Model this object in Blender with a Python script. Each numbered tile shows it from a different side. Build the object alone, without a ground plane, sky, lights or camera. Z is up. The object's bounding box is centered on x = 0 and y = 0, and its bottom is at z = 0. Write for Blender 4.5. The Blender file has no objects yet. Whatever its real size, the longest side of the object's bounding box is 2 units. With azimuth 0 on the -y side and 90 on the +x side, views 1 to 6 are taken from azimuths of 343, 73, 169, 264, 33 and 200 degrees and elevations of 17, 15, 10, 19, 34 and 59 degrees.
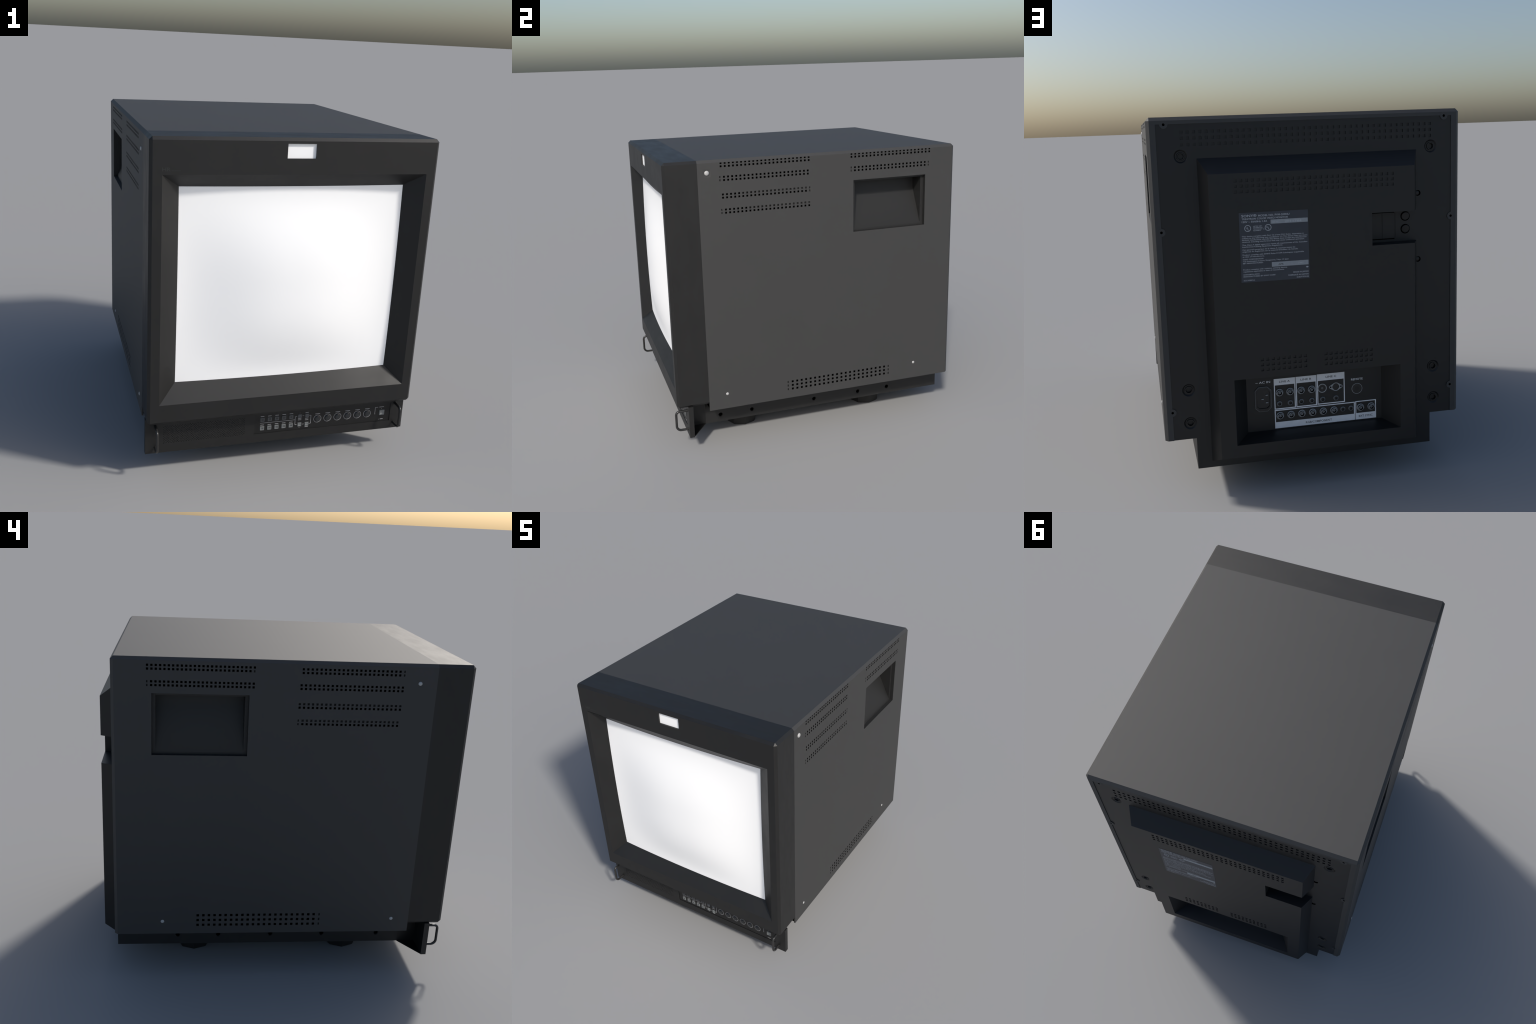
# Rack-mountable broadcast CRT video monitor, built part by part.
# Frame: metres, z up, front faces -y, longest side (depth) = 2.00 m.
import bpy, bmesh, math, random
from mathutils import Vector
from mathutils.geometry import convex_hull_2d

random.seed(7)

# ------------------------------------------------------------------ materials
def material(name, base, rough, spec=0.5, metallic=0.0, var=0.0, var_scale=6.0,
             rvar=0.0, bump=0.0, bump_scale=150.0, coat=0.0, stretch=(1, 1, 1)):
    m = bpy.data.materials.new(name)
    m.use_nodes = True
    nt = m.node_tree
    p = nt.nodes["Principled BSDF"]
    p.inputs["Base Color"].default_value = (*base, 1)
    p.inputs["Roughness"].default_value = rough
    p.inputs["Specular IOR Level"].default_value = spec
    p.inputs["Metallic"].default_value = metallic
    p.inputs["Coat Weight"].default_value = coat
    tc = nt.nodes.new("ShaderNodeTexCoord")
    mp = nt.nodes.new("ShaderNodeMapping")
    mp.inputs["Scale"].default_value = stretch
    nt.links.new(tc.outputs["Object"], mp.inputs["Vector"])
    if var > 0 or rvar > 0:
        n = nt.nodes.new("ShaderNodeTexNoise")
        n.inputs["Scale"].default_value = var_scale
        n.inputs["Detail"].default_value = 6
        n.inputs["Roughness"].default_value = 0.6
        nt.links.new(mp.outputs["Vector"], n.inputs["Vector"])
        if var > 0:
            r = nt.nodes.new("ShaderNodeValToRGB")
            r.color_ramp.elements[0].position = 0.3
            r.color_ramp.elements[1].position = 0.7
            r.color_ramp.elements[0].color = (*[c * (1 - var) for c in base], 1)
            r.color_ramp.elements[1].color = (*[min(1, c * (1 + var)) for c in base], 1)
            nt.links.new(n.outputs["Fac"], r.inputs["Fac"])
            nt.links.new(r.outputs["Color"], p.inputs["Base Color"])
        if rvar > 0:
            mr = nt.nodes.new("ShaderNodeMapRange")
            mr.inputs["From Min"].default_value = 0.3
            mr.inputs["From Max"].default_value = 0.7
            mr.inputs["To Min"].default_value = rough - rvar
            mr.inputs["To Max"].default_value = rough + rvar
            nt.links.new(n.outputs["Fac"], mr.inputs["Value"])
            nt.links.new(mr.outputs["Result"], p.inputs["Roughness"])
    if bump > 0:
        b = nt.nodes.new("ShaderNodeBump")
        b.inputs["Strength"].default_value = bump
        b.inputs["Distance"].default_value = 0.002
        n2 = nt.nodes.new("ShaderNodeTexNoise")
        n2.inputs["Scale"].default_value = bump_scale
        n2.inputs["Detail"].default_value = 3
        nt.links.new(tc.outputs["Object"], n2.inputs["Vector"])
        nt.links.new(n2.outputs["Fac"], b.inputs["Height"])
        nt.links.new(b.outputs["Normal"], p.inputs["Normal"])
    return m

M_CAB = material("cabinet_paint", (0.029, 0.029, 0.029), 0.68, spec=0.75, var=0.03, var_scale=3)
M_BEZ = material("bezel_plastic", (0.0092, 0.0092, 0.0092), 0.52, spec=0.5, var=0.06, var_scale=5, rvar=0.05, stretch=(1, 3, 1))
M_BACK = material("back_panel_plastic", (0.009, 0.009, 0.0092), 0.5, var=0.05, var_scale=4)
M_CHAS = material("chassis_steel", (0.013, 0.013, 0.013), 0.5, var=0.05, var_scale=4)
M_FRONT = material("front_panel_plastic", (0.009, 0.009, 0.009), 0.5, var=0.05, var_scale=8)
M_INSET = material("control_strip_black", (0.005, 0.005, 0.005), 0.45)
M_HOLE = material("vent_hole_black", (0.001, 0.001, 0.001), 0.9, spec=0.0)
M_POCK = material("pocket_plastic", (0.015, 0.015, 0.015), 0.55)
M_SCREEN = material("screen_glass_white", (1.0, 1.0, 1.0), 0.5, spec=0.7)
M_LAMP = material("tally_lamp_white", (1.0, 1.0, 1.0), 0.45)
for _m in (M_SCREEN, M_LAMP):      # slight emission makes both surfaces a brighter white
    _p = _m.node_tree.nodes["Principled BSDF"]
    _p.inputs["Emission Color"].default_value = (1, 1, 1, 1)
    _p.inputs["Emission Strength"].default_value = 0.085
M_SCREW = material("screw_zinc", (0.42, 0.42, 0.42), 0.4)
M_RUBBER = material("foot_rubber", (0.012, 0.012, 0.012), 0.6)
M_HANDLE = material("handle_enamel", (0.022, 0.022, 0.022), 0.3)
M_PRINT = material("printed_grey", (0.38, 0.38, 0.39), 0.5)
M_BUTTON = material("button_grey", (0.085, 0.09, 0.095), 0.4)
M_BUTTOND = material("button_dimple_grey", (0.04, 0.042, 0.045), 0.4)
M_BUTTONL = material("button_light_grey", (0.17, 0.18, 0.18), 0.4)
M_KNOB = material("knob_black", (0.012, 0.013, 0.014), 0.35)
M_KNOBC = material("knob_cap_grey", (0.022, 0.025, 0.028), 0.35)
M_RING = material("knob_ring_grey", (0.26, 0.26, 0.265), 0.5)
M_WHITE = material("silkscreen_white", (0.76, 0.77, 0.80), 0.55, var=0.05, var_scale=30)
M_INK = material("silkscreen_ink", (0.05, 0.05, 0.055), 0.55)
M_LABEL = material("label_foil", (0.036, 0.042, 0.056), 0.45, var=0.15, var_scale=8)
M_LTEXT = material("label_print", (0.44, 0.46, 0.49), 0.5)
M_LBAR = material("label_bar", (0.30, 0.32, 0.34), 0.5, var=0.06, var_scale=60)
M_METAL = material("connector_nickel", (0.30, 0.31, 0.32), 0.35, var=0.1, var_scale=60)
M_DARKM = material("connector_socket_dark", (0.012, 0.012, 0.013), 0.4)
M_DIMM = material("connector_shell_dim", (0.11, 0.115, 0.12), 0.4)
M_BADGE = material("badge_grey", (0.027, 0.029, 0.029), 0.45)

ROOT = bpy.data.objects.new("video_monitor", None)
bpy.context.scene.collection.objects.link(ROOT)
ROOT["label"] = "dark grey boxy CRT video monitor with white screen"
ROOT["category"] = "monitor"

# ------------------------------------------------------------------ mesh builder
class MB:
    """Collects faces with material slots and makes one object."""
    def __init__(self):
        self.v, self.f, self.m, self.s, self.mats = [], [], [], [], []

    def slot(self, mat):
        if mat not in self.mats:
            self.mats.append(mat)
        return self.mats.index(mat)

    def face(self, pts, mat, smooth=False):
        b = len(self.v)
        self.v += [tuple(p) for p in pts]
        self.f.append(list(range(b, b + len(pts))))
        self.m.append(self.slot(mat))
        self.s.append(smooth)

    def box(self, lo, hi, mat, skip=""):
        x0, y0, z0 = lo
        x1, y1, z1 = hi
        F = {"-x": [(x0, y0, z0), (x0, y0, z1), (x0, y1, z1), (x0, y1, z0)],
             "+x": [(x1, y0, z0), (x1, y1, z0), (x1, y1, z1), (x1, y0, z1)],
             "-y": [(x0, y0, z0), (x1, y0, z0), (x1, y0, z1), (x0, y0, z1)],
             "+y": [(x0, y1, z0), (x0, y1, z1), (x1, y1, z1), (x1, y1, z0)],
             "-z": [(x0, y0, z0), (x0, y1, z0), (x1, y1, z0), (x1, y0, z0)],
             "+z": [(x0, y0, z1), (x1, y0, z1), (x1, y1, z1), (x0, y1, z1)]}
        for k, q in F.items():
            if k not in skip:
                self.face(q, mat)

    def lathe(self, c, axis, prof, mats, n=24, smooth=True, up=None):
        """prof: (radius, height along axis); mats: one per segment or single."""
        a = Vector(axis).normalized()
        t = Vector((0, 0, 1)) if abs(a.z) < 0.9 else Vector((1, 0, 0))
        u = t.cross(a).normalized()
        w = a.cross(u)
        c = Vector(c)
        P = lambda r, h, i: c + a * h + (u * math.cos(2 * math.pi * i / n) + w * math.sin(2 * math.pi * i / n)) * r
        for k in range(len(prof) - 1):
            (r0, h0), (r1, h1) = prof[k], prof[k + 1]
            mt = mats[k] if isinstance(mats, (list, tuple)) else mats
            for i in range(n):
                pts = [P(r0, h0, i), P(r0, h0, i + 1), P(r1, h1, i + 1), P(r1, h1, i)]
                if r1 < 1e-6:
                    pts = pts[:3]
                elif r0 < 1e-6:
                    pts = [pts[0], pts[2], pts[3]]
                self.face(pts, mt, smooth)

    def plate(self, u0, u1, v0, v1, P, mat, holes=(), skip=()):
        """Flat plate on map P(u, v, depth); rectangular holes become real pockets.
        hole = (u0,u1,v0,v1,depth,wall_mat,back_mat) or ('round',uc,vc,h,profile,mats)"""
        rects = []
        for h in holes:
            if h[0] == "round":
                rects.append((h[1] - h[3], h[1] + h[3], h[2] - h[3], h[2] + h[3]))
            else:
                rects.append(h[:4])
        rects += list(skip)
        r6 = lambda t: round(t, 6)
        us = sorted({r6(u0), r6(u1)} | {r6(t) for r in rects for t in r[:2] if u0 < t < u1})
        vs = sorted({r6(v0), r6(v1)} | {r6(t) for r in rects for t in r[2:4] if v0 < t < v1})
        for j in range(len(vs) - 1):
            run = None
            vc = (vs[j] + vs[j + 1]) / 2
            near = [r for r in rects if r[2] < vc < r[3]]
            for i in range(len(us)):
                solid = False
                if i < len(us) - 1:
                    uc = (us[i] + us[i + 1]) / 2
                    solid = not any(r[0] < uc < r[1] for r in near)
                if solid and run is None:
                    run = us[i]
                if not solid and run is not None:
                    a, b = run, us[i]
                    self.face([P(a, vs[j], 0), P(b, vs[j], 0), P(b, vs[j + 1], 0), P(a, vs[j + 1], 0)], mat)
                    run = None
        for h in holes:
            if h[0] == "round":
                self._round(P, mat, *h[1:])
                continue
            a, b, c, d, dep, wm, bm = h
            a, b, c, d = max(a, u0), min(b, u1), max(c, v0), min(d, v1)
            q = [(a, c), (b, c), (b, d), (a, d)]
            for k in range(4):
                s, e = q[k], q[(k + 1) % 4]
                self.face([P(*s, 0), P(*s, dep), P(*e, dep), P(*e, 0)][::-1], wm)
            if bm is not None:
                self.face([P(*t, dep) for t in q], bm)

    def _round(self, P, mat, uc, vc, h, prof, mats, n=32):
        """square cell -> circular recess; prof: (radius, depth) from the rim inwards"""
        ang = [2 * math.pi * (i + 0.5) / n for i in range(n)]
        ring = []
        for t in ang:
            s = h / max(abs(math.cos(t)), abs(math.sin(t)))
            ring.append((uc + s * math.cos(t), vc + s * math.sin(t), 0))
        corner = {}
        loops = [ring] + [[(uc + r * math.cos(t), vc + r * math.sin(t), d) for t in ang] for r, d in prof]
        for k in range(len(loops) - 1):
            mt = mat if k == 0 else (mats[k - 1] if isinstance(mats, (list, tuple)) else mats)
            A, B = loops[k], loops[k + 1]
            for i in range(n):
                j = (i + 1) % n
                if prof[min(k, len(prof) - 1)][0] < 1e-6:
                    self.face([P(*A[i]), P(*A[j]), P(*B[i])], mt, k > 0)
                else:
                    self.face([P(*A[i]), P(*A[j]), P(*B[j]), P(*B[i])], mt, k > 0)
        # fill the four square corners left by the ring
        for sx in (-1, 1):
            for sy in (-1, 1):
                near = sorted(ring, key=lambda p: (p[0] - uc - sx * h) ** 2 + (p[1] - vc - sy * h) ** 2)[:2]
                tri = [near[0], near[1], (uc + sx * h, vc + sy * h, 0)]
                area = (tri[1][0] - tri[0][0]) * (tri[2][1] - tri[0][1]) - (tri[1][1] - tri[0][1]) * (tri[2][0] - tri[0][0])
                if abs(area) > 1e-10:
                    if area < 0:
                        tri = tri[::-1]
                    self.face([P(*t) for t in tri], mat)

    def obj(self, name, parent=ROOT, weld=True, angle=35, recalc=False, stuff=False):
        me = bpy.data.meshes.new(name)
        me.from_pydata(self.v, [], self.f)
        for m in self.mats:
            me.materials.append(m)
        me.polygons.foreach_set("material_index", self.m)
        me.polygons.foreach_set("use_smooth", self.s)
        if weld or recalc:
            bm = bmesh.new()
            bm.from_mesh(me)
            if weld:
                bmesh.ops.remove_doubles(bm, verts=bm.verts, dist=1e-5)
            if recalc:
                bmesh.ops.recalc_face_normals(bm, faces=bm.faces)
            bm.to_mesh(me)
            bm.free()
        me.set_sharp_from_angle(angle=math.radians(angle))
        o = bpy.data.objects.new(name, me)
        bpy.context.scene.collection.objects.link(o)
        o.parent = parent
        if stuff:
            o["kind"] = "stuff"
        return o


def clone(o, loc, name=None):
    c = o.copy()
    c.name = name or o.name.split(".")[0]
    bpy.context.scene.collection.objects.link(c)
    c.location = loc
    return c


def text_mesh(string, size, extrude=0.0004, bold=0.0):
    cu = bpy.data.curves.new("t", "FONT")
    cu.body = string
    cu.size = size
    cu.extrude = extrude
    cu.resolution_u = 2
    cu.offset = bold
    ob = bpy.data.objects.new("t", cu)
    bpy.context.scene.collection.objects.link(ob)
    dg = bpy.context.evaluated_depsgraph_get()
    me = bpy.data.meshes.new_from_object(ob.evaluated_get(dg))
    bpy.data.objects.remove(ob)
    bpy.data.curves.remove(cu)
    return me


def add_text(mb, string, x, y, z, height, width, mat, rear=True, align="L", bold=0.012):
    """Lettering as thin raised mesh; baseline at z, box fitted to width, cap height fitted."""
    me = text_mesh(string, 1.0, 0.0, bold)
    xs = [v.co.x for v in me.vertices]
    if not xs:
        return
    x0, x1 = min(xs), max(xs)
    sx = width / (x1 - x0)
    sz = height / 0.70
    if align == "C":
        x = x + (width / 2 if rear else -width / 2)
    sgn = -1 if rear else 1
    up = []
    for v in me.vertices:
        up.append((x + sgn * (v.co.x - x0) * sx, y, z + v.co.y * sz))
    for p in me.polygons:
        q = [up[i] for i in p.vertices]
        mb.face(q, mat)
    bpy.data.meshes.remove(me)


# ------------------------------------------------------------------ main sizes
X = 0.7758          # half width of cabinet
ZT, ZB = 1.8783, 0.290
YF, YS, YR = -0.9885, -0.783, 0.918   # bezel front, bezel/cabinet seam, rear rim
CH = 0.016          # chamfer
YP = 0.9145         # back panel plane
YH = 0.9995         # rear of the hump

# ------------------------------------------------------------------ cabinet
HS = 0.0058         # half size of a side vent hole

FADE = [material("vent_fade_%s" % n, (c, c, c), 0.7, spec=0.2) for n, c in
        (("dark", 0.003), ("dim", 0.007), ("grey", 0.012), ("pale", 0.018), ("faint", 0.023))]


def vent_row(y0, y1, n, z, faint_first=False, faint_last=False, fade_from=None, hs=HS, hz=None, fade_to=1.0):
    """row of square perforations; some end ones and fading stretches are only shallow pits"""
    hz = hz or hs
    out = []
    for i in range(n):
        y = y0 + (y1 - y0) * i / (n - 1)
        w = hs
        dep, bm = 0.012, M_HOLE
        if (faint_first and i == 0) or (faint_last and i == n - 1):
            w = hs * 0.62
            dep, bm = 0.004, FADE[2]
        elif fade_from is not None and i >= fade_from:
            t = fade_to if fade_from == 0 else fade_to * (i - fade_from + 1) / (n - fade_from)
            dep, bm = 0.005, FADE[min(4, int(t * 4.99))]
        out.append((y - w, y + w, z - hz, z + hz, dep, bm, bm))
    return out

DR = 0.0193
vents_right = []
vents_right += vent_row(-0.640, -0.088, 23, 1.8385)
vents_right += vent_row(-0.648, -0.095, 23, 1.7755, True) + vent_row(-0.648, -0.095, 23, 1.7755 - DR, True)
vents_right += vent_row(-0.634, -0.084, 23, 1.6705, False, True, 5, fade_to=0.75) + vent_row(-0.634, -0.084, 23, 1.6705 - DR, False, True)
vents_right += vent_row(-0.645, -0.089, 23, 1.5785, True, False, 7, fade_to=0.85) + vent_row(-0.645, -0.089, 23, 1.5785 - DR, True)
vents_right += vent_row(0.195, 0.736, 22, 1.8395)
vents_right += vent_row(0.193, 0.731, 22, 1.7735, True, True, None) + vent_row(0.193, 0.731, 22, 1.7735 - DR, True, True)
for z in (0.403, 0.3775, 0.352):
    vents_right += vent_row(-0.2555, 0.4635, 24, z, True, True, hs=0.0068)
vents_right_top = vent_row(-0.640, -0.088, 23, 1.8565, hz=0.0045) + vent_row(0.195, 0.736, 22, 1.8565, hz=0.0045)
vents_right += vents_right_top

vents_left = []
vents_left += vent_row(-0.600, -0.066, 24, 1.836, True) + vent_row(-0.600, -0.067, 24, 1.836 - DR, True)
vents_left += vent_row(-0.598, -0.060, 24, 1.752) + vent_row(-0.598, -0.061, 24, 1.752 - DR)
vents_left += vent_row(-0.595, -0.057, 24, 1.652, False, False, 0, fade_to=0.5) + vent_row(-0.595, -0.057, 24, 1.652 - DR)
vents_left += vent_row(-0.589, -0.054, 24, 1.563, False, True, 0, fade_to=0.7) + vent_row(-0.589, -0.054, 24, 1.563 - DR, False, True)
vents_left += vent_row(0.187, 0.732, 26, 1.8385) + vent_row(0.187, 0.732, 26, 1.8385 - DR, True)
vents_left += vent_row(0.189, 0.7335, 26, 1.7545, False, True) + vent_row(0.189, 0.7335, 26, 1.7545 - DR, False, True)
for z in (0.4065, 0.3755, 0.3445):
    vents_left += vent_row(-0.250, 0.4505, 23, z, True, hs=0.0072)

PK = (0.208, 0.711, 1.362, 1.693)      # carrying pocket opening (y0,y1,z0,z1)

cab = MB()
for s, vents in ((1, vents_right), (-1, vents_left)):
    if s > 0:
        P = lambda u, v, d: (X - d, u, v)
    else:
        P = lambda u, v, d: (-X + d, -u, v)
    hs = []
    for h in vents:
        hs.append(h if s > 0 else (-h[1], -h[0], *h[2:]))
    pk = PK if s > 0 else (-PK[1], -PK[0], PK[2], PK[3])
    # shallow dimple round the upper front screw
    dy, dz = (-0.726, 1.803) if s > 0 else (-0.691, 1.7744)
    hs.append(("round", s * dy, dz, 0.027, [(0.026, 0), (0.016, 0.002), (0.0, 0.002)], M_CAB))
    ua, ub = (YS, YR - CH) if s > 0 else (-(YR - CH), -YS)
    cab.plate(ua, ub, ZB, ZT - CH, P, M_CAB, hs, [pk])
    def CF(q, m):
        cab.face(q if s > 0 else q[::-1], m)
    # chamfers: side/top, side/rear
    CF([(s * X, YS, ZT - CH), (s * X, YR - CH, ZT - CH), (s * (X - CH), YR - CH, ZT), (s * (X - CH), YS, ZT)], M_CAB)
    CF([(s * X, YR - CH, ZB), (s * (X - CH), YR, ZB), (s * (X - CH), YR, ZT - CH), (s * X, YR - CH, ZT - CH)], M_CAB)
    CF([(s * X, YR - CH, ZT - CH), (s * (X - CH), YR, ZT - CH), (s * (X - CH), YR - CH, ZT)], M_CAB)
    # rear rim flange and its inner edge
    CF([(s * (X - CH), YR, ZB), (s * 0.732, YR, ZB), (s * 0.732, YR, ZT - CH), (s * (X - CH), YR, ZT - CH)], M_CAB)
    CF([(s * 0.732, YR, ZB), (s * 0.732, YP - 0.002, ZB), (s * 0.732, YP - 0.002, 1.845), (s * 0.732, YR, 1.845)], M_CAB)
    # bottom lip, inside of the side wall, front lip
    xi = X - 0.010
    CF([(s * X, YS, ZB), (s * xi, YS, ZB), (s * xi, YR - CH, ZB), (s * X, YR - CH, ZB)], M_CAB)
    CF([(s * xi, YS, ZB), (s * xi, YS, ZB + 0.04), (s * xi, YR - CH, ZB + 0.04), (s * xi, YR - CH, ZB)], M_CAB)
    CF([(s * X, YS, ZB), (s * X, YS, ZB + 0.08), (s * xi, YS, ZB + 0.08), (s * xi, YS, ZB)], M_CAB)
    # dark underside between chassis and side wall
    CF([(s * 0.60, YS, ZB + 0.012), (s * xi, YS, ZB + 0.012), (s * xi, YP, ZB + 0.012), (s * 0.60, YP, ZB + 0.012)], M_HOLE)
    CF([(s * xi, YR - CH, ZB), (s * xi, YP - 0.002, ZB), (s * 0.732, YP - .002, ZB), (s * 0.732, YR, ZB), (s * (X - CH), YR, ZB), (s * X, YR - CH, ZB)], M_CAB)
cab.face([(-(X - CH), YS, ZT), (X - CH, YS, ZT), (X - CH, YR - CH, ZT), (-(X - CH), YR - CH, ZT)], M_CAB)
cab.face([(-(X - CH), YR - CH, ZT), (X - CH, YR - CH, ZT), (X - CH, YR, ZT - CH), (-(X - CH), YR, ZT - CH)], M_CAB)
cab.face([(-0.732, YR, 1.845), (0.732, YR, 1.845), (0.732, YR, ZT - CH), (-0.732, YR, ZT - CH)][::-1], M_CAB)
cab.face([(-0.732, YP - .002, 1.845), (0.732, YP - .002, 1.845), (0.732, YR, 1.845), (-0.732, YR, 1.845)], M_CAB)
cabinet = cab.obj("cabinet")

# rim screw tabs (polygonal lugs on the rear rim)
tab = MB()
tab.lathe((0, 0, 0), (0, 1, 0), [(0.0195, -0.006), (0.0195, 0.0006), (0.0065, 0.0006), (0.0058, 0.0003), (0, 0.0003)],
          [M_CAB, M_CAB, M_HOLE, M_HOLE], n=12, smooth=False)
tab0 = tab.obj("rim_lug", cabinet)
pos = [(0.693, 1.8435), (-0.693, 1.8435), (0.732, 1.339), (-0.732, 1.339), (0.732, 0.4365), (-0.732, 0.4365)]
tab0.location = (pos[0][0], YR, pos[0][1])
for px, pz in pos[1:]:
    clone(tab0, (px, YR, pz))

# carrying pockets
def pocket(s):
    mb = MB()
    y0, y1, z0, z1 = PK
    fx, dx = 0.026, 0.130        # depth of the frame step, depth of the scoop
    iy0, iy1, iz0, iz1 = 0.227, 0.691, 1.379, 1.679
    cz = 1.593                    # crease between slope and upright back
    x = lambda d: s * (X - d)

    def PF(q, m):
        mb.face(q if s > 0 else q[::-1], m)

    O = [(y0, z0), (y1, z0), (y1, z1), (y0, z1)]
    I = [(iy0, iz0), (iy1, iz0), (iy1, iz1), (iy0, iz1)]
    for k in range(4):
        a, b = O[k], O[(k + 1) % 4]
        c, d = I[k], I[(k + 1) % 4]
        PF([(x(0), *a), (x(0), *b), (x(fx), *b), (x(fx), *a)], M_POCK)
        PF([(x(fx), *a), (x(fx), *b), (x(fx), *d), (x(fx), *c)], M_POCK)
    # scoop
    PF([(x(fx), iy0, iz0), (x(fx), iy1, iz0), (x(dx), iy1, cz), (x(dx), iy0, cz)], M_POCK)
    PF([(x(dx), iy0, cz), (x(dx), iy1, cz), (x(dx), iy1, iz1), (x(dx), iy0, iz1)], M_POCK)
    PF([(x(fx), iy0, iz1), (x(dx), iy0, iz1), (x(dx), iy1, iz1), (x(fx), iy1, iz1)], M_POCK)
    for yy in (iy0, iy1):
        q = [(x(fx), yy, iz0), (x(dx), yy, cz), (x(dx), yy, iz1), (x(fx), yy, iz1)]
        PF(q if yy == iy0 else q[::-1], M_POCK)
    return mb.obj("carry_pocket", cabinet)

pocket(1)
pocket(-1)

# side screws
sc = MB()
cap = [(0.0108 * math.cos(t), 0.0055 * math.sin(t)) for t in [i * math.pi / 12 for i in range(6)]] + [(0, 0.0055)]
sc.lathe((0, 0, 0), (1, 0, 0), [(0.0108, -0.004)] + cap, M_SCREW, n=20)
scr = sc.obj("screw", cabinet, angle=60)
for i, (sx, y, z, k) in enumerate([(1, -0.726, 1.803, 1.35), (1, -0.664, 0.389, 0.9), (1, 0.652, 0.401, 0.85),
                                   (-1, -0.691, 1.7744, 1.0), (-1, -0.680, 0.374, 0.95), (-1, 0.650, 0.369, 0.95)]):
    o = scr if i == 0 else clone(scr, (0, 0, 0))
    o.location = (sx * (X - 0.001), y, z)
    o.scale = (k * sx, k, k)

# ------------------------------------------------------------------ bezel
OX, OZ0, OZ1 = 0.7125, 0.4515, 1.6925       # opening at the front face
SX, SZ0, SZ1 = 0.617, 0.548, 1.621       # opening at the tube face


def tube_edge(ex, ez):
    """y of the glass rim: bows forward in the middle of each side"""
    b = 0.0155 + 0.0015 * ez
    return -0.916 - 0.010 * (1 - ez * ez) * ex * ex - b * (1 - ex * ex)


def dome(e):
    """flat-topped swell of the glass, 1 in the middle, 0 at the rim"""
    return (1 - min(1.0, abs(e)) ** 2.25) ** 2.2


ZBB = 0.335                              # bezel bottom
xc, zc0, zc1 = X - CH, ZBB + CH, ZT - CH
LAMP = (-0.0795, 0.0760, 1.7735, 1.8485)
bz = MB()
Pf = lambda u, v, d: (u, YF + d, v)
bz.plate(-xc, xc, zc0, zc1, Pf, M_BEZ, [(*LAMP, 0.010, M_BEZ, None)], [(-OX, OX, OZ0, OZ1)])
YC = YF + CH
# front chamfers
bz.face([(-xc, YF, zc1), (xc, YF, zc1), (xc, YC, ZT), (-xc, YC, ZT)], M_BEZ)
bz.face([(-xc, YC, ZBB), (xc, YC, ZBB), (xc, YF, zc0), (-xc, YF, zc0)], M_BEZ)
bz.face([(-xc, YC, ZT), (xc, YC, ZT), (xc, YS, ZT), (-xc, YS, ZT)], M_BEZ)
bz.face([(-xc, YS, ZBB), (xc, YS, ZBB), (xc, YC, ZBB), (-xc, YC, ZBB)], M_BEZ)
for s in (1, -1):
    def F(*p):
        bz.face(p if s > 0 else p[::-1], M_BEZ)
    F((s * xc, YF, zc0), (s * X, YC, zc0), (s * X, YC, zc1), (s * xc, YF, zc1))
    F((s * X, YC, zc0), (s * X, YS, zc0), (s * X, YS, zc1), (s * X, YC, zc1))
    F((s * X, YC, zc1), (s * X, YS, zc1), (s * xc, YS, ZT), (s * xc, YC, ZT))
    F((s * xc, YC, ZBB), (s * xc, YS, ZBB), (s * X, YS, zc0), (s * X, YC, zc0))
    F((s * xc, YF, zc1), (s * X, YC, zc1), (s * xc, YC, ZT))
    F((s * xc, YC, ZBB), (s * X, YC, zc0), (s * xc, YF, zc0))
# sloping funnel towards the tube, its inner rim following the glass
NS = 24
for k in range(NS):
    e0, e1 = -1 + 2 * k / NS, -1 + 2 * (k + 1) / NS
    zm, hz = (SZ0 + SZ1) / 2, (SZ1 - SZ0) / 2
    om, oh = (OZ0 + OZ1) / 2, (OZ1 - OZ0) / 2
    for sg, zo, zi in ((-1, OZ0, SZ0), (1, OZ1, SZ1)):
        q = [(e0 * OX, YF, zo), (e1 * OX, YF, zo), (e1 * SX, tube_edge(e1, sg), zi), (e0 * SX, tube_edge(e0, sg), zi)]
        bz.face(q if sg < 0 else q[::-1], M_BEZ, True)
    for sg in (-1, 1):
        q = [(sg * OX, YF, om + e0 * oh), (sg * OX, YF, om + e1 * oh), (sg * SX, tube_edge(sg, e1), zm + e1 * hz), (sg * SX, tube_edge(sg, e0), zm + e0 * hz)]
        bz.face(q if sg > 0 else q[::-1], M_BEZ, True)
bezel = bz.obj("bezel")

lamp = MB()
lamp.face([(LAMP[0], YF + 0.010, LAMP[2]), (LAMP[1], YF + 0.010, LAMP[2]), (LAMP[1], YF + 0.010, LAMP[3]), (LAMP[0], YF + 0.010, LAMP[3])], M_LAMP)
lamp.box((LAMP[0] - .004, YF + 0.0105, LAMP[2] - .004), (LAMP[1] + .004, YF + 0.03, LAMP[3] + .004), M_LAMP)
lamp.obj("tally_lamp", bezel)

bd = MB()
add_text(bd, "HR", -0.713, YF - 0.0006, 1.7108, 0.0185, 0.0415, M_BADGE, rear=False)
add_text(bd, "TRINITRON", -0.668, YF - 0.0006, 1.7108, 0.0058, 0.045, M_BADGE, rear=False)
bd.obj("badge_lettering", bezel, stuff=True)

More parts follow.
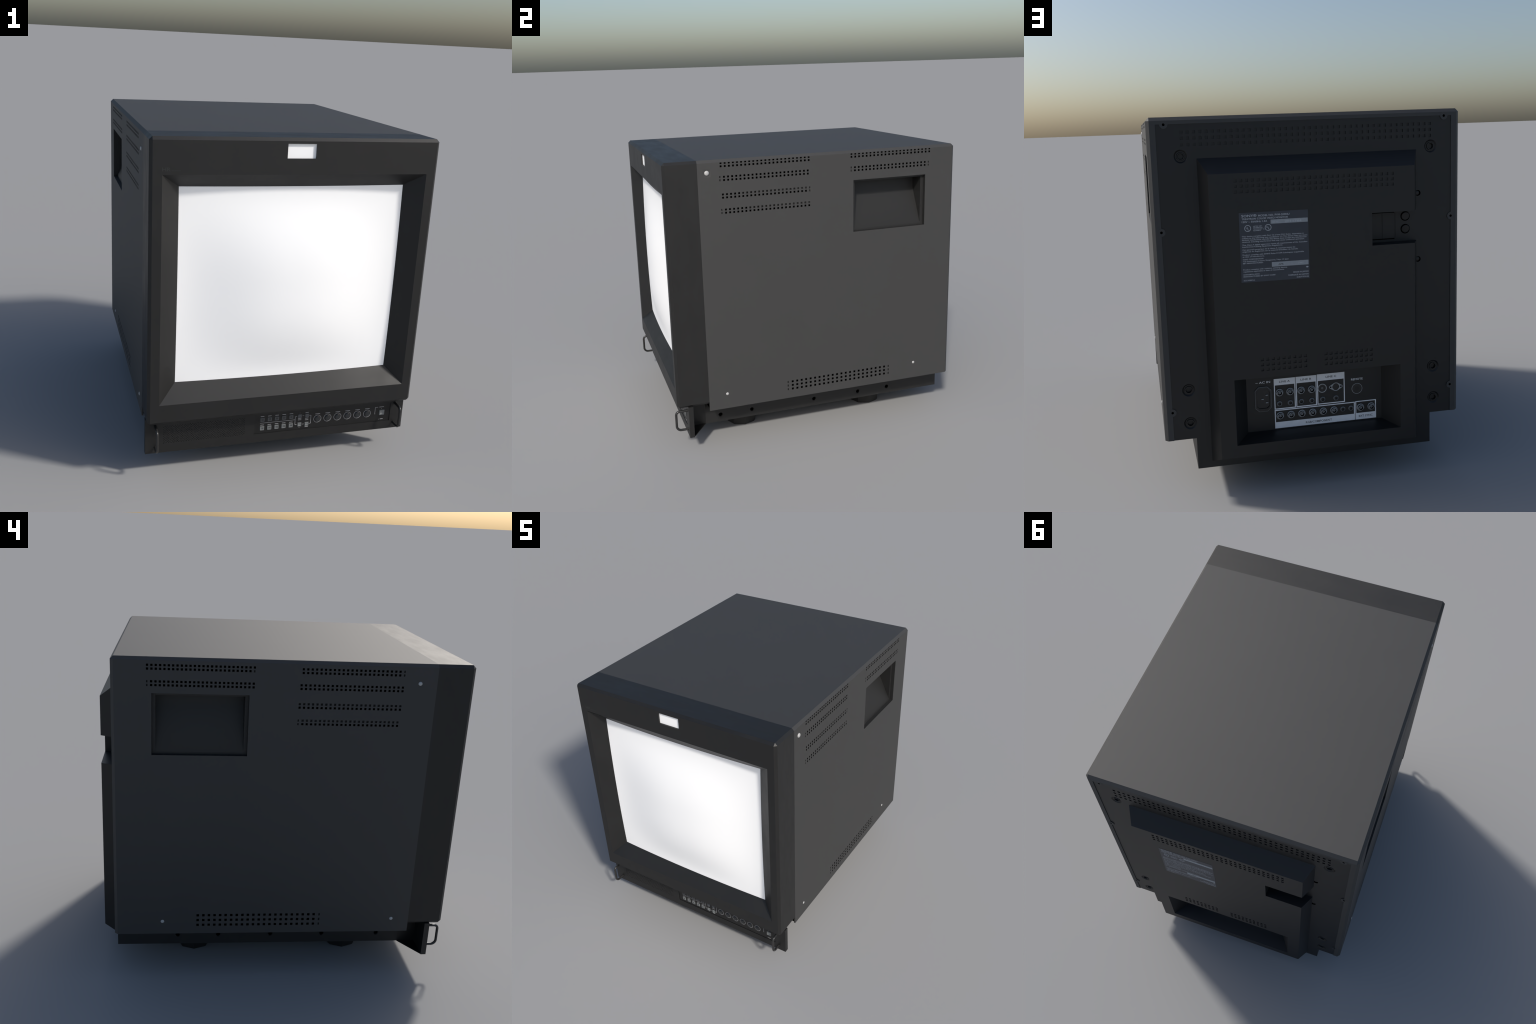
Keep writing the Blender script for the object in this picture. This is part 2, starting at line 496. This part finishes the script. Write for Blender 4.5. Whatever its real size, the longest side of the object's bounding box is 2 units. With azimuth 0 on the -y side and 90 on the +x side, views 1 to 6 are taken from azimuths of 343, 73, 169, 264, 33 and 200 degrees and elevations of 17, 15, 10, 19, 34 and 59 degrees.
# ------------------------------------------------------------------ picture tube
sm = MB()
NX, NZ = 48, 40
wx, wz = SX + 0.001, (SZ1 - SZ0) / 2 + 0.001
zc = (SZ0 + SZ1) / 2


def glass(i, j):
    ex, ez = -1 + 2 * i / NX, -1 + 2 * j / NZ
    return (ex * wx, tube_edge(ex, ez) + 0.0005 - 0.0555 * dome(ex) * dome(abs(ez) ** (1.12 if ez > 0 else 1.42)), zc + ez * wz)

for i in range(NX):
    for j in range(NZ):
        sm.face([glass(i, j), glass(i + 1, j), glass(i + 1, j + 1), glass(i, j + 1)], M_SCREEN, True)
sm.obj("screen", angle=180)

# ------------------------------------------------------------------ chassis, front panel, feet
CX = 0.62
ch = MB()
for s, zr, ys in ((1, 0.1735, (-0.681, -0.464, -0.019, 0.3085, 0.531)), (-1, 0.184, (0.562, 0.321, 0.006, -0.3085, -0.648))):
    P = (lambda u, v, d: (CX - d, u, v)) if s > 0 else (lambda u, v, d: (-CX + d, -u, v))
    hl = [("round", s * y, zr, 0.0165, [(0.0155, 0), (0.011, 0.004), (0.009, 0.012), (0, 0.012)], [M_CHAS, M_HOLE, M_HOLE]) for y in ys]
    ua, ub = (-0.783, YP) if s > 0 else (-YP, 0.783)
    ch.plate(ua, ub, 0.1262, 0.345, P, M_CHAS, hl)
ch.box((-CX, -0.783, 0.1262), (CX, YP, 0.345), M_CHAS, skip="-x+x+y+z")
chassis = ch.obj("chassis")

# front tray behind the control panel, with gusset plates
tr = MB()
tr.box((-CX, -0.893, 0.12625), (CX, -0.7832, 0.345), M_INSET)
for s in (1, -1):
    a = [(s * CX, -0.7835), (s * 0.774, -0.893), (s * CX, -0.893)]
    for z, rev in ((0.124, s > 0), (0.129, s < 0)):
        q = [(p[0], p[1], z) for p in a]
        tr.face(q[::-1] if rev else q, M_INSET)
    for k in range(3):
        p, q = a[k], a[(k + 1) % 3]
        tr.face([(*p, 0.124), (*q, 0.124), (*q, 0.129), (*p, 0.129)], M_INSET)
tr.obj("front_tray", chassis)

PY0, PY1 = -0.9195, -0.889
fp = MB()
Pp = lambda u, v, d: (u, PY0 + d, v)
INS = (-0.156, 0.694, 0.178, 0.294)
GR = (-0.678, -0.211, 0.181, 0.2915)
# perforated speaker grille: rows of tiny pits
grille = []
nx, nz = 66, 16
for i in range(nx):
    for j in range(nz):
        if (i + j) % 2:
            continue
        gx = GR[0] + (i + 0.5) * (GR[1] - GR[0]) / nx
        gz = GR[2] + (j + 0.5) * (GR[3] - GR[2]) / nz
        grille.append((gx - 0.0021, gx + 0.0021, gz - 0.0021, gz + 0.0021, 0.002, M_FRONT, M_FRONT))
fp.plate(-X, X, 0.1262, 0.3365, Pp, M_FRONT, [(*INS, 0.003, M_FRONT, M_INSET)] + grille)
fp.box((-X, PY0, 0.1262), (X, PY1, 0.3365), M_FRONT, skip="-y")
panel = fp.obj("front_panel")

YI = PY0 + 0.003        # floor of the black control strip

def small_box(name, cx, cz, w, h, d, mats, parent):
    """push button: chamfered frame with a dished centre"""
    mb = MB()
    mf, mc = mats
    a, b = w / 2, h / 2
    lv = [(1.0, 0.0), (0.90, -d), (0.55, -d), (0.40, -d * 0.6)]
    for k in range(3):
        (s0, y0), (s1, y1) = lv[k], lv[k + 1]
        q0 = [(-a * s0, y0, -b * s0), (a * s0, y0, -b * s0), (a * s0, y0, b * s0), (-a * s0, y0, b * s0)]
        q1 = [(-a * s1, y1, -b * s1), (a * s1, y1, -b * s1), (a * s1, y1, b * s1), (-a * s1, y1, b * s1)]
        for i in range(4):
            j = (i + 1) % 4
            mb.face([q0[i], q0[j], q1[j], q1[i]], mc if k == 2 else mf)
    s, y = lv[-1]
    mb.face([(-a * s, y, -b * s), (a * s, y, -b * s), (a * s, y, b * s), (-a * s, y, b * s)], mc)
    o = mb.obj(name, parent)
    o.location = (cx, YI, cz)
    return o

bt = small_box("button", -0.108, 0.2655, 0.026, 0.025, 0.0035, (M_BUTTON, M_BUTTOND), panel)
bl = small_box("button", -0.108, 0.2105, 0.026, 0.025, 0.0035, (M_BUTTONL, M_BUTTON), panel)
bxs = [-0.108, -0.0645, -0.021, 0.022, 0.0655]
for x in bxs[1:]:
    clone(bt, (x, YI, 0.2655))
    clone(bl, (x, YI, 0.2105))
cl = small_box("button", 0.1185, 0.2655, 0.024, 0.024, 0.0035, (M_BUTTON, M_BUTTON), panel)
clone(cl, (0.1625, YI, 0.265))
c2 = small_box("button", 0.1185, 0.211, 0.024, 0.024, 0.0035, (M_BUTTONL, M_BUTTONL), panel)
clone(c2, (0.1625, YI, 0.210))
small_box("power_button", 0.640, 0.236, 0.034, 0.034, 0.005, (M_BUTTONL, M_BUTTONL), panel)

kn = MB()
kn.lathe((0, 0, 0), (0, -1, 0), [(0.0245, -0.001), (0.0245, 0.0008), (0.0215, 0.0008), (0.020, 0.0006), (0.0165, 0.005), (0.0135, 0.0065), (0, 0.0065)],
         [M_RING, M_RING, M_INSET, M_KNOB, M_KNOB, M_KNOBC], n=28)
k0 = kn.obj("knob", panel)
for i in range(6):
    o = k0 if i == 0 else clone(k0, (0, 0, 0))
    o.location = (0.2287 + 0.0631 * i, YI, 0.237)

# silk-screened marks of the control strip
mk = MB()
YM = YI - 0.0007

def bar(x0, x1, z0, z1, mat=M_PRINT):
    mk.box((x0, YM, z0), (x1, YI + 0.001, z1), mat)

for x in bxs:
    bar(x - 0.0105, x + 0.0105, 0.2838, 0.2868)
    bar(x - 0.0105, x + 0.0105, 0.2297, 0.2327)
bar(-0.121, 0.091, 0.2428, 0.2447)
for xs, o in ((0.091, 1), (0.1875, -1)):
    bar(xs - 0.001, xs + 0.001, 0.2115, 0.2635)
    bar(min(xs, xs + 0.011 * o), max(xs, xs + 0.011 * o), 0.2625, 0.2643)
    bar(min(xs, xs + 0.011 * o), max(xs, xs + 0.011 * o), 0.2107, 0.2125)
for z in (0.2405, 0.249):
    bar(0.1085, 0.1285, z - 0.0014, z + 0.0014)
for z in (0.2365, 0.2465):
    bar(0.1525, 0.1725, z - 0.0014, z + 0.0014)
bar(0.1525, 0.1725, 0.2825, 0.2853)
bar(0.1525, 0.1725, 0.1905, 0.1935)
bar(0.1355, 0.1455, 0.2647, 0.2660)
bar(0.1355, 0.1455, 0.2102, 0.2117)
bar(0.1172, 0.1198, 0.2835, 0.2855)
bar(0.1172, 0.1198, 0.1905, 0.1925)
for i in range(6):
    x = 0.2287 + 0.0631 * i
    bar(x - 0.0145, x + 0.0145, 0.2670, 0.2700)
bar(0.595, 0.597, 0.232, 0.272)
bar(0.595, 0.614, 0.2705, 0.2725)
bar(0.5945, 0.5985, 0.2270, 0.2300)
bar(0.622, 0.652, 0.2700, 0.2728)
bar(0.636, 0.639, 0.2585, 0.2610)
bar(0.633, 0.652, 0.1895, 0.1925)
bar(0.623, 0.626, 0.1895, 0.1920)
mk.obj("control_marks", panel, stuff=True)

# rack handles: bent rod on each flange
def rod(path, r, n=12):
    mb = MB()
    pts = [Vector(p) for p in path]
    rings = []
    for i, p in enumerate(pts):
        t = (pts[min(i + 1, len(pts) - 1)] - pts[max(i - 1, 0)]).normalized()
        u = Vector((1, 0, 0))
        w = t.cross(u).normalized()
        rings.append([p + (u * math.cos(2 * math.pi * k / n) + w * math.sin(2 * math.pi * k / n)) * r for k in range(n)])
    for i in range(len(rings) - 1):
        for k in range(n):
            mb.face([rings[i][k], rings[i + 1][k], rings[i + 1][(k + 1) % n], rings[i][(k + 1) % n]], M_HANDLE, True)
    return mb

hr = 0.0078
yo, zl, zu, R1, R2 = -1.0 + hr, 0.1635, 0.2925, 0.022, 0.030
path = [(0, PY0 + 0.01, zu), (0, PY0 - 0.02, zu)]
for i in range(9):
    t = i / 8 * math.pi / 2
    path.append((0, yo + R1 - R1 * math.sin(t), zu - R1 + R1 * math.cos(t)))
for i in range(9):
    t = i / 8 * math.pi / 2
    path.append((0, yo + R2 - R2 * math.cos(t), zl + R2 - R2 * math.sin(t)))
path += [(0, PY0 - 0.015, zl), (0, PY0 + 0.01, zl)]
h0 = rod(path, hr).obj("rack_handle", panel, angle=80, recalc=True)
h0.location = (0.7205, 0, 0)
clone(h0, (-0.7205, 0, 0))

# feet: stubby octagonal rubber pads
ft = MB()
ft.lathe((0, 0, 0), (0, 0, 1), [(0, 0.0), (0.100, 0.0), (0.106, 0.010), (0.118, 0.129)], M_RUBBER, n=8, smooth=False)
f0 = ft.obj("foot", chassis, recalc=True)
for i, (x, y) in enumerate([(0.385, -0.480), (-0.385, -0.478), (0.385, 0.458), (-0.385, 0.460)]):
    o = f0 if i == 0 else clone(f0, (0, 0, 0))
    o.location = (x, y, 0)

# ------------------------------------------------------------------ back panel
def rear_vents(xa, xb, n, zs, h=0.0072, dep=0.0045):
    out = []
    for z in zs:
        for i in range(n):
            x = xa + (xb - xa) * i / (n - 1)
            out.append((-x - h, -x + h, z - h, z + h, dep, M_BACK, M_BACK))
    return out

Pb = lambda u, v, d: (-u, YP - d, v)
ring = [(0.0325, 0), (0.0255, 0.006), (0.0205, 0.006), (0.0185, 0.001), (0.0150, 0.001), (0.0125, 0.013), (0, 0.013)]
rmats = [M_INSET, M_INSET, M_BACK, M_BACK, M_INSET, M_INSET]
bh = rear_vents(0.6135, -0.619, 43, (1.807, 1.778, 1.748))
for x, z in ((0.622, 1.694), (-0.624, 1.696), (0.646, 0.545), (0.646, 0.3725), (-0.638, 0.546), (-0.640, 0.373)):
    bh.append(("round", -x, z, 0.034, ring, rmats))
for z in (1.464, 1.125):
    bh.append(("round", 0.5565, z, 0.0155, [(0.0145, 0), (0.011, 0.006), (0.006, 0.004), (0, 0.004)], [M_HOLE, M_INSET, M_INSET]))
bp = MB()
bp.plate(-0.734, 0.734, ZB, 1.847, Pb, M_BACK, bh, [(-0.44, 0.44, ZB - 1, 0.612)])
bp.plate(-CX, CX, 0.1262, ZB, Pb, M_BACK, (), [(-0.44, 0.44, 0.252, ZB + 1)])
back = bp.obj("back_panel")

# hump: the raised centre housing
hp = MB()
BX, FXH = 0.5475, 0.5065
HT0, HT1 = 1.682, 1.609      # top at base, at rear face
HB0, HB1 = 0.160, 0.199
NXI, NZ0, NZ1 = -0.2865, 1.2245, 1.3855   # notch
RX, RZ0, RZ1 = 0.4275, 0.2625, 0.6025     # connector bay opening
Ph = lambda u, v, d: (-u, YH - d, v)
hh = rear_vents(0.381, -0.391, 29, (1.574, 1.548, 1.522))
hh += rear_vents(0.285, 0.068, 9, (0.695, 0.669, 0.643)) + rear_vents(-0.037, -0.272, 10, (0.695, 0.669, 0.643))
hp.plate(-FXH, FXH, HB1, HT1, Ph, M_BACK, hh, [(-RX, RX, RZ0, RZ1), (-NXI, 0.6, NZ0, NZ1)])
hp.face([(-BX, YP, HT0), (-FXH, YH, HT1), (FXH, YH, HT1), (BX, YP, HT0)][::-1], M_BACK)
hp.face([(-BX, YP, HB0), (BX, YP, HB0), (FXH, YH, HB1), (-FXH, YH, HB1)], M_BACK)
hp.face([(FXH, YH, HB1), (FXH, YH, HT1), (BX, YP, HT0), (BX, YP, HB0)], M_BACK)
# left flank, interrupted by the notch
hp.face([(-BX, YP, NZ0), (-FXH, YH, NZ0), (-FXH, YH, HB1), (-BX, YP, HB0)], M_BACK)
hp.face([(-BX, YP, HT0), (-FXH, YH, HT1), (-FXH, YH, NZ1), (-BX, YP, NZ1)], M_BACK)
# notch faces
YN = YP + 0.0006
hp.face([(-FXH, YH, NZ0), (-BX, YP, NZ0), (NXI, YN, NZ0), (NXI, YH, NZ0)], M_BACK)
hp.face([(NXI, YH, NZ1), (-FXH, YH, NZ1), (-BX, YP, NZ1), (NXI, YN, NZ1)], M_BACK)
hp.face([(NXI, YN, NZ0), (NXI, YN, NZ1), (NXI, YH, NZ1), (NXI, YH, NZ0)], M_BACK)
hp.face([(-BX, YN, NZ0), (-BX, YN, NZ1), (NXI, YN, NZ1), (NXI, YN, NZ0)], M_BACK)
# connector bay
BXI, BZ0, BZ1, YB = 0.3565, 0.283, 0.6005, 0.899
O = [(-RX, RZ0), (RX, RZ0), (RX, RZ1), (-RX, RZ1)]
I = [(-BXI, BZ0), (BXI, BZ0), (BXI, BZ1), (-BXI, BZ1)]
for k in range(4):
    a, b, c, d = O[k], O[(k + 1) % 4], I[(k + 1) % 4], I[k]
    hp.face([(a[0], YH, a[1]), (b[0], YH, b[1]), (c[0], YB, c[1]), (d[0], YB, d[1])][::-1], M_BACK)
hp.face([(p[0], YB, p[1]) for p in I][::-1], M_BACK)
hump = hp.obj("rear_housing")

# notch fittings: two adjusters and two slots
nb = MB()
nb.lathe((0, 0, 0), (0.0, 0.93, -0.18), [(0.0205, -0.004), (0.0205, 0.0045), (0.019, 0.006), (0, 0.006)], [M_HOLE, M_BACK, M_BACK], n=24)
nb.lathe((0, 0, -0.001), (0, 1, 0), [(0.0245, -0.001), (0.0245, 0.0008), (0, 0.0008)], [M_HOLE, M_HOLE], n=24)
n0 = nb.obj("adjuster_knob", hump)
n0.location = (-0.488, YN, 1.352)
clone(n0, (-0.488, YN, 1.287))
sl = MB()
for z0, z1 in ((1.3715, 1.3795), (1.237, 1.242)):
    sl.box((-0.430, YN - 0.002, z0), (-0.300, YN + 0.0008, z1), M_HOLE)
sl.box((-0.4365, YN, 1.247), (-0.4345, YN + 0.002, 1.372), M_BACK)
sl.box((-0.368, YN, 1.247), (-0.366, YN + 0.002, 1.368), M_BACK)
sl.obj("slot_cover", hump)

# ------------------------------------------------------------------ rating label
lb = MB()
YL = YH + 0.0006
lb.box((0.035, YH - 0.001, 1.086), (0.370, YL, 1.4215), M_LABEL)
label = lb.obj("rating_label", hump)
lt = MB()
YT = YL + 0.0004

def L(s, xl, z, h, w, mat=M_LTEXT):
    add_text(lt, s, xl, YT, z, h, w, mat)

L("SONY®", 0.358, 1.4005, 0.0115, 0.073)
L("MODEL NO. PVM-20M4U", 0.277, 1.4005, 0.0090, 0.151)
L("TRINITRON COLOR VIDEO MONITOR", 0.357, 1.3872, 0.0082, 0.224)
L("120V ~ 50/60Hz 1.3A", 0.357, 1.3735, 0.0085, 0.122)
for i, s in enumerate(("LISTED 33F1", "INFORMATION", "TECHNOLOGY", "EQUIPMENT")):
    L(s, 0.3035, 1.3527 - 0.0069 * i, 0.0046, (0.042, 0.045, 0.044, 0.038)[i])
L("c", 0.255, 1.3375, 0.0060, 0.005)
para = [("This device complies with Part 15 of the FCC Rules. Operation is", 1.3055, 0.300),
        ("subject to the following two conditions: (1) This device may not cause", 1.2965, 0.318),
        ("harmful interference, and (2) this device must accept any interference", 1.2878, 0.314),
        ("received, including interference that may cause undesired operation.", 1.2788, 0.304),
        ("This Class A digital apparatus meets all requirements of the Canadian", 1.2640, 0.317),
        ("Interference-Causing Equipment Regulations.", 1.2550, 0.196),
        ("Cet appareil numerique de la classe A respecte toutes les", 1.2412, 0.257),
        ("exigences du Reglement sur le materiel brouilleur du Canada.", 1.2320, 0.271),
        ("Product complies with DHHS Rules 21CFR Subchapter J applicable", 1.2165, 0.299),
        ("at date of manufacture.", 1.2075, 0.105),
        ("SONY CORPORATION", 1.1945, 0.099),
        ("7-35 Kitashinagawa 6-chome, Shinagawa-ku, Tokyo 141 Japan", 1.1852, 0.223),
        ("MFT MANUFACTURED:", 1.1755, 0.098),
        ("Product complies with radiation emitting devices", 1.1450, 0.214),
        ("regulations applicable at date of manufacture.", 1.1355, 0.200),
        ("ICHINOMIYA, JAPAN", 1.1208, 0.078),
        ("MANUFACTURED BY SONY CORP.", 1.1112, 0.157),
        ("SCC-K86F-A", 1.0925, 0.054)]
for s, z, w in para:
    L(s, 0.3595, z, 0.0060, w)
L("MADE IN JAPAN", 0.1155, 1.1175, 0.0065, 0.075)
L("FABRIQUE AU JAPON", 0.1405, 1.1040, 0.0065, 0.100)
L("4-057-973-02", 0.1005, 1.0920, 0.0065, 0.061)
for cx, cz in ((0.330, 1.3462), (0.2315, 1.3458)):
    lt.lathe((cx, YT, cz), (0, 1, 0), [(0.0158, -0.0005), (0.0158, 0.0), (0.0132, 0.0), (0.0132, -0.0005)], M_LTEXT, n=24, smooth=False)
    L("U", cx + 0.0085, cz - 0.0020, 0.0090, 0.008)
    L("L", cx + 0.0000, cz - 0.0085, 0.0090, 0.007)
lt.face([(0.0535, YT, 1.1425), (0.046, YT, 1.1465), (0.0385, YT, 1.1425), (0.046, YT, 1.1385)], M_LTEXT)
for x0, x1, z0, z1 in ((0.0372, 0.2185, 1.3625, 1.3825), (0.0390, 0.2198, 1.1540, 1.1765)):
    lt.box((x0, YL - .0003, z0), (x1, YT + 0.0001, z1), M_LBAR)
add_text(lt, "SER. NO.", 0.210, YT + .0004, 1.3675, 0.006, 0.030, M_LTEXT)
add_text(lt, "2011764", 0.150, YT + .0004, 1.3665, 0.0095, 0.082, M_LTEXT)
add_text(lt, "APR", 0.188, YT + .0004, 1.1605, 0.0080, 0.026, M_INK)
add_text(lt, "1997", 0.088, YT + .0004, 1.1610, 0.0070, 0.024, M_LTEXT)
lt.obj("label_lettering", hump, stuff=True)

# ------------------------------------------------------------------ connector bay contents
cp = MB()
YW = YB + 0.0012
FW = 0.0048

def frame(xl, xr, z0, z1, top=0.0, bottom=0.0):
    """white silkscreen box with an optional filled header or footer (xl > xr: seen from behind)"""
    def b(x0, x1, za, zb):
        cp.box((min(x0, x1), YB - .001, za), (max(x0, x1), YW, zb), M_WHITE)
    b(xl, xr, z1 - max(FW, top), z1)
    b(xl, xr, z0, z0 + max(FW, bottom))
    b(xl, xl - FW, z0 + max(FW, bottom), z1 - max(FW, top))
    b(xr, xr + FW, z0 + max(FW, bottom), z1 - max(FW, top))

frame(0.2150, 0.1040, 0.3905, 0.5535, top=0.0340)
frame(0.1010, -0.0080, 0.3915, 0.5540, top=0.0340)
frame(-0.0110, -0.1580, 0.3930, 0.5560, top=0.0355)
frame(0.2155, -0.2110, 0.2885, 0.3875, bottom=0.0330)
frame(-0.2140, -0.3265, 0.2885, 0.3895, bottom=0.0350)
plate = cp.obj("silkscreen_frame", hump)

ct = MB()
YX = YW + 0.0004
for s, x, z, h, w, m in (("LINE A", 0.1595, 0.5320, 0.0105, 0.056, M_INK), ("LINE B", 0.0475, 0.5320, 0.0105, 0.056, M_INK),
                         ("LINE C", -0.0855, 0.5335, 0.0105, 0.056, M_INK), ("RGB/COMPONENT", -0.016, 0.2985, 0.0110, 0.140, M_INK),
                         ("EXT SYNC", -0.2695, 0.3010, 0.0110, 0.075, M_INK), ("~ AC IN", 0.2715, 0.5370, 0.0105, 0.076, M_WHITE),
                         ("REMOTE", -0.2245, 0.5055, 0.0105, 0.063, M_WHITE)):
    add_text(ct, s, x, YX, z, h, w, m, align="C")
ct.obj("connector_lettering", hump, stuff=True)

bn = MB()
bn.lathe((0, 0, 0), (0, 1, 0), [(0.0195, -0.001), (0.0195, 0.005), (0.0165, 0.007), (0.0145, 0.007), (0.0140, 0.016), (0.0115, 0.017),
                               (0.0110, 0.004), (0.0060, 0.004), (0.0055, 0.012), (0.0025, 0.012), (0.0020, 0.007), (0, 0.007)],
         [M_DIMM, M_METAL, M_DIMM, M_DARKM, M_METAL, M_DARKM, M_DARKM, M_METAL, M_METAL, M_DARKM, M_DARKM], n=24)
for s in (1, -1):
    bn.lathe((s * 0.0145, 0.012, 0), (s, 0, 0), [(0.002, -0.002), (0.002, 0.003), (0, 0.003)], M_METAL, n=8)
b0 = bn.obj("coaxial_socket", hump)
spots = [(0.188, 0.481), (0.1325, 0.481), (0.075, 0.481), (0.0192, 0.481)]
spots += [(0.188 - 0.0569 * i, 0.3568 - 0.0002 * i) for i in range(6)] + [(-0.2406, 0.3558), (-0.2984, 0.3560)]
for i, (x, z) in enumerate(spots):
    o = b0 if i == 0 else clone(b0, (0, 0, 0))
    o.location = (x, YB, z)
pj = MB()
pj.lathe((0, 0, 0), (0, 1, 0), [(0.0140, -0.001), (0.0140, 0.003), (0.0115, 0.005), (0.0085, 0.0055), (0.0078, -0.006), (0, -0.006)],
         [M_DIMM, M_DIMM, M_DIMM, M_DARKM, M_HOLE], n=20)
p0 = pj.obj("phono_jack", hump)
for i, (x, z) in enumerate([(0.1893, 0.4205), (0.1328, 0.4202), (0.0748, 0.4205), (0.0193, 0.4205), (-0.0386, 0.4205), (-0.1096, 0.4204),
                            (-0.1451, 0.3557), (-0.1887, 0.3555)]):
    o = p0 if i == 0 else clone(p0, (0, 0, 0))
    o.location = (x, YB + 0.0005, z)

# round multi-pin sockets
ds = MB()
ds.lathe((0, 0, 0), (0, 1, 0), [(0.0240, -0.001), (0.0240, 0.003), (0.0195, 0.003), (0.0190, 0.0004), (0, 0.0004)],
         [M_METAL, M_METAL, M_DARKM, M_DARKM], n=32)
ds.lathe((0, 0, 0), (0, 1, 0), [(0.006, 0.0006), (0.006, 0.0014), (0, 0.0014)], M_DIMM, n=12)
o = ds.obj("din_socket", hump)
o.location = (-0.0377, YB, 0.480)
dm = MB()
# diamond flange with two fixing holes
raw = [Vector((0.0225 * math.cos(2 * math.pi * i / 64), 0.0225 * math.sin(2 * math.pi * i / 64))) for i in range(64)]
for sg in (1, -1):
    raw += [Vector((sg * 0.0285 + 0.0075 * math.cos(2 * math.pi * i / 24), 0.0075 * math.sin(2 * math.pi * i / 24))) for i in range(24)]
pts = [raw[i] for i in convex_hull_2d(raw)]
if sum(pts[i - 1].x * pts[i].y - pts[i].x * pts[i - 1].y for i in range(len(pts))) < 0:
    pts = pts[::-1]
for i in range(len(pts)):
    a, b = pts[i], pts[(i + 1) % len(pts)]
    ia, ib = a.normalized() * 0.0185, b.normalized() * 0.0185
    dm.face([(a.x, 0.003, a.y), (b.x, 0.003, b.y), (ib.x, 0.003, ib.y), (ia.x, 0.003, ia.y)][::-1], M_METAL)
    dm.face([(a.x, -0.001, a.y), (b.x, -0.001, b.y), (b.x, 0.003, b.y), (a.x, 0.003, a.y)], M_DIMM)
dm.lathe((0, 0, 0), (0, 1, 0), [(0.0185, 0.003), (0.0180, 0.0005), (0, 0.0005)], [M_DARKM, M_DARKM], n=48)
for s in (1, -1):
    dm.lathe((s * 0.0275, 0, 0), (0, 1, 0), [(0.0045, 0.003), (0.0045, 0.0034), (0, 0.0034)], M_HOLE, n=12)
o = dm.obj("flanged_socket", hump)
o.location = (-0.1100, YB, 0.481)
rm = MB()
rm.lathe((0, 0, 0), (0, 1, 0), [(0.0285, -0.001), (0.0285, 0.0025), (0.0265, 0.0025), (0.0258, 0.001), (0.012, 0.001), (0, 0.001)],
         [M_METAL, M_METAL, M_DARKM, M_DARKM, M_INSET], n=32)
o = rm.obj("remote_socket", hump)
o.location = (-0.2240, YB, 0.4595)

# mains inlet: rounded block with a recess and pins
ac = MB()
def rr(w, h, c):
    return [(-w + c, -h), (w - c, -h), (w, -h + c), (w, h - c), (w - c, h), (-w + c, h), (-w, h - c), (-w, -h + c)]
lv = [(rr(0.0425, 0.066, 0.020), 0.0), (rr(0.0425, 0.066, 0.020), 0.006), (rr(0.0400, 0.0635, 0.019), 0.007),
      (rr(0.0330, 0.050, 0.012), 0.006), (rr(0.0320, 0.049, 0.012), -0.001)]
lm = [M_DIMM, M_DIMM, M_DARKM, M_INSET]
for k in range(4):
    for i in range(8):
        j = (i + 1) % 8
        A, ya = lv[k]
        B, yb = lv[k + 1]
        ac.face([(A[i][0], ya, A[i][1]), (B[i][0], yb, B[i][1]), (B[j][0], yb, B[j][1]), (A[j][0], ya, A[j][1])], lm[k])
ac.face([(p[0], lv[4][1] + 0.002, p[1]) for p in lv[4][0]][::-1], M_DARKM)
for px, pz in ((-0.019, 0.020), (-0.019, -0.020), (0.003, 0.000)):
    ac.box((px - 0.006, 0.0, pz - 0.002), (px + 0.006, 0.006, pz + 0.002), M_METAL)
o = ac.obj("mains_inlet", hump)
o.location = (0.2730, YB, 0.4540)
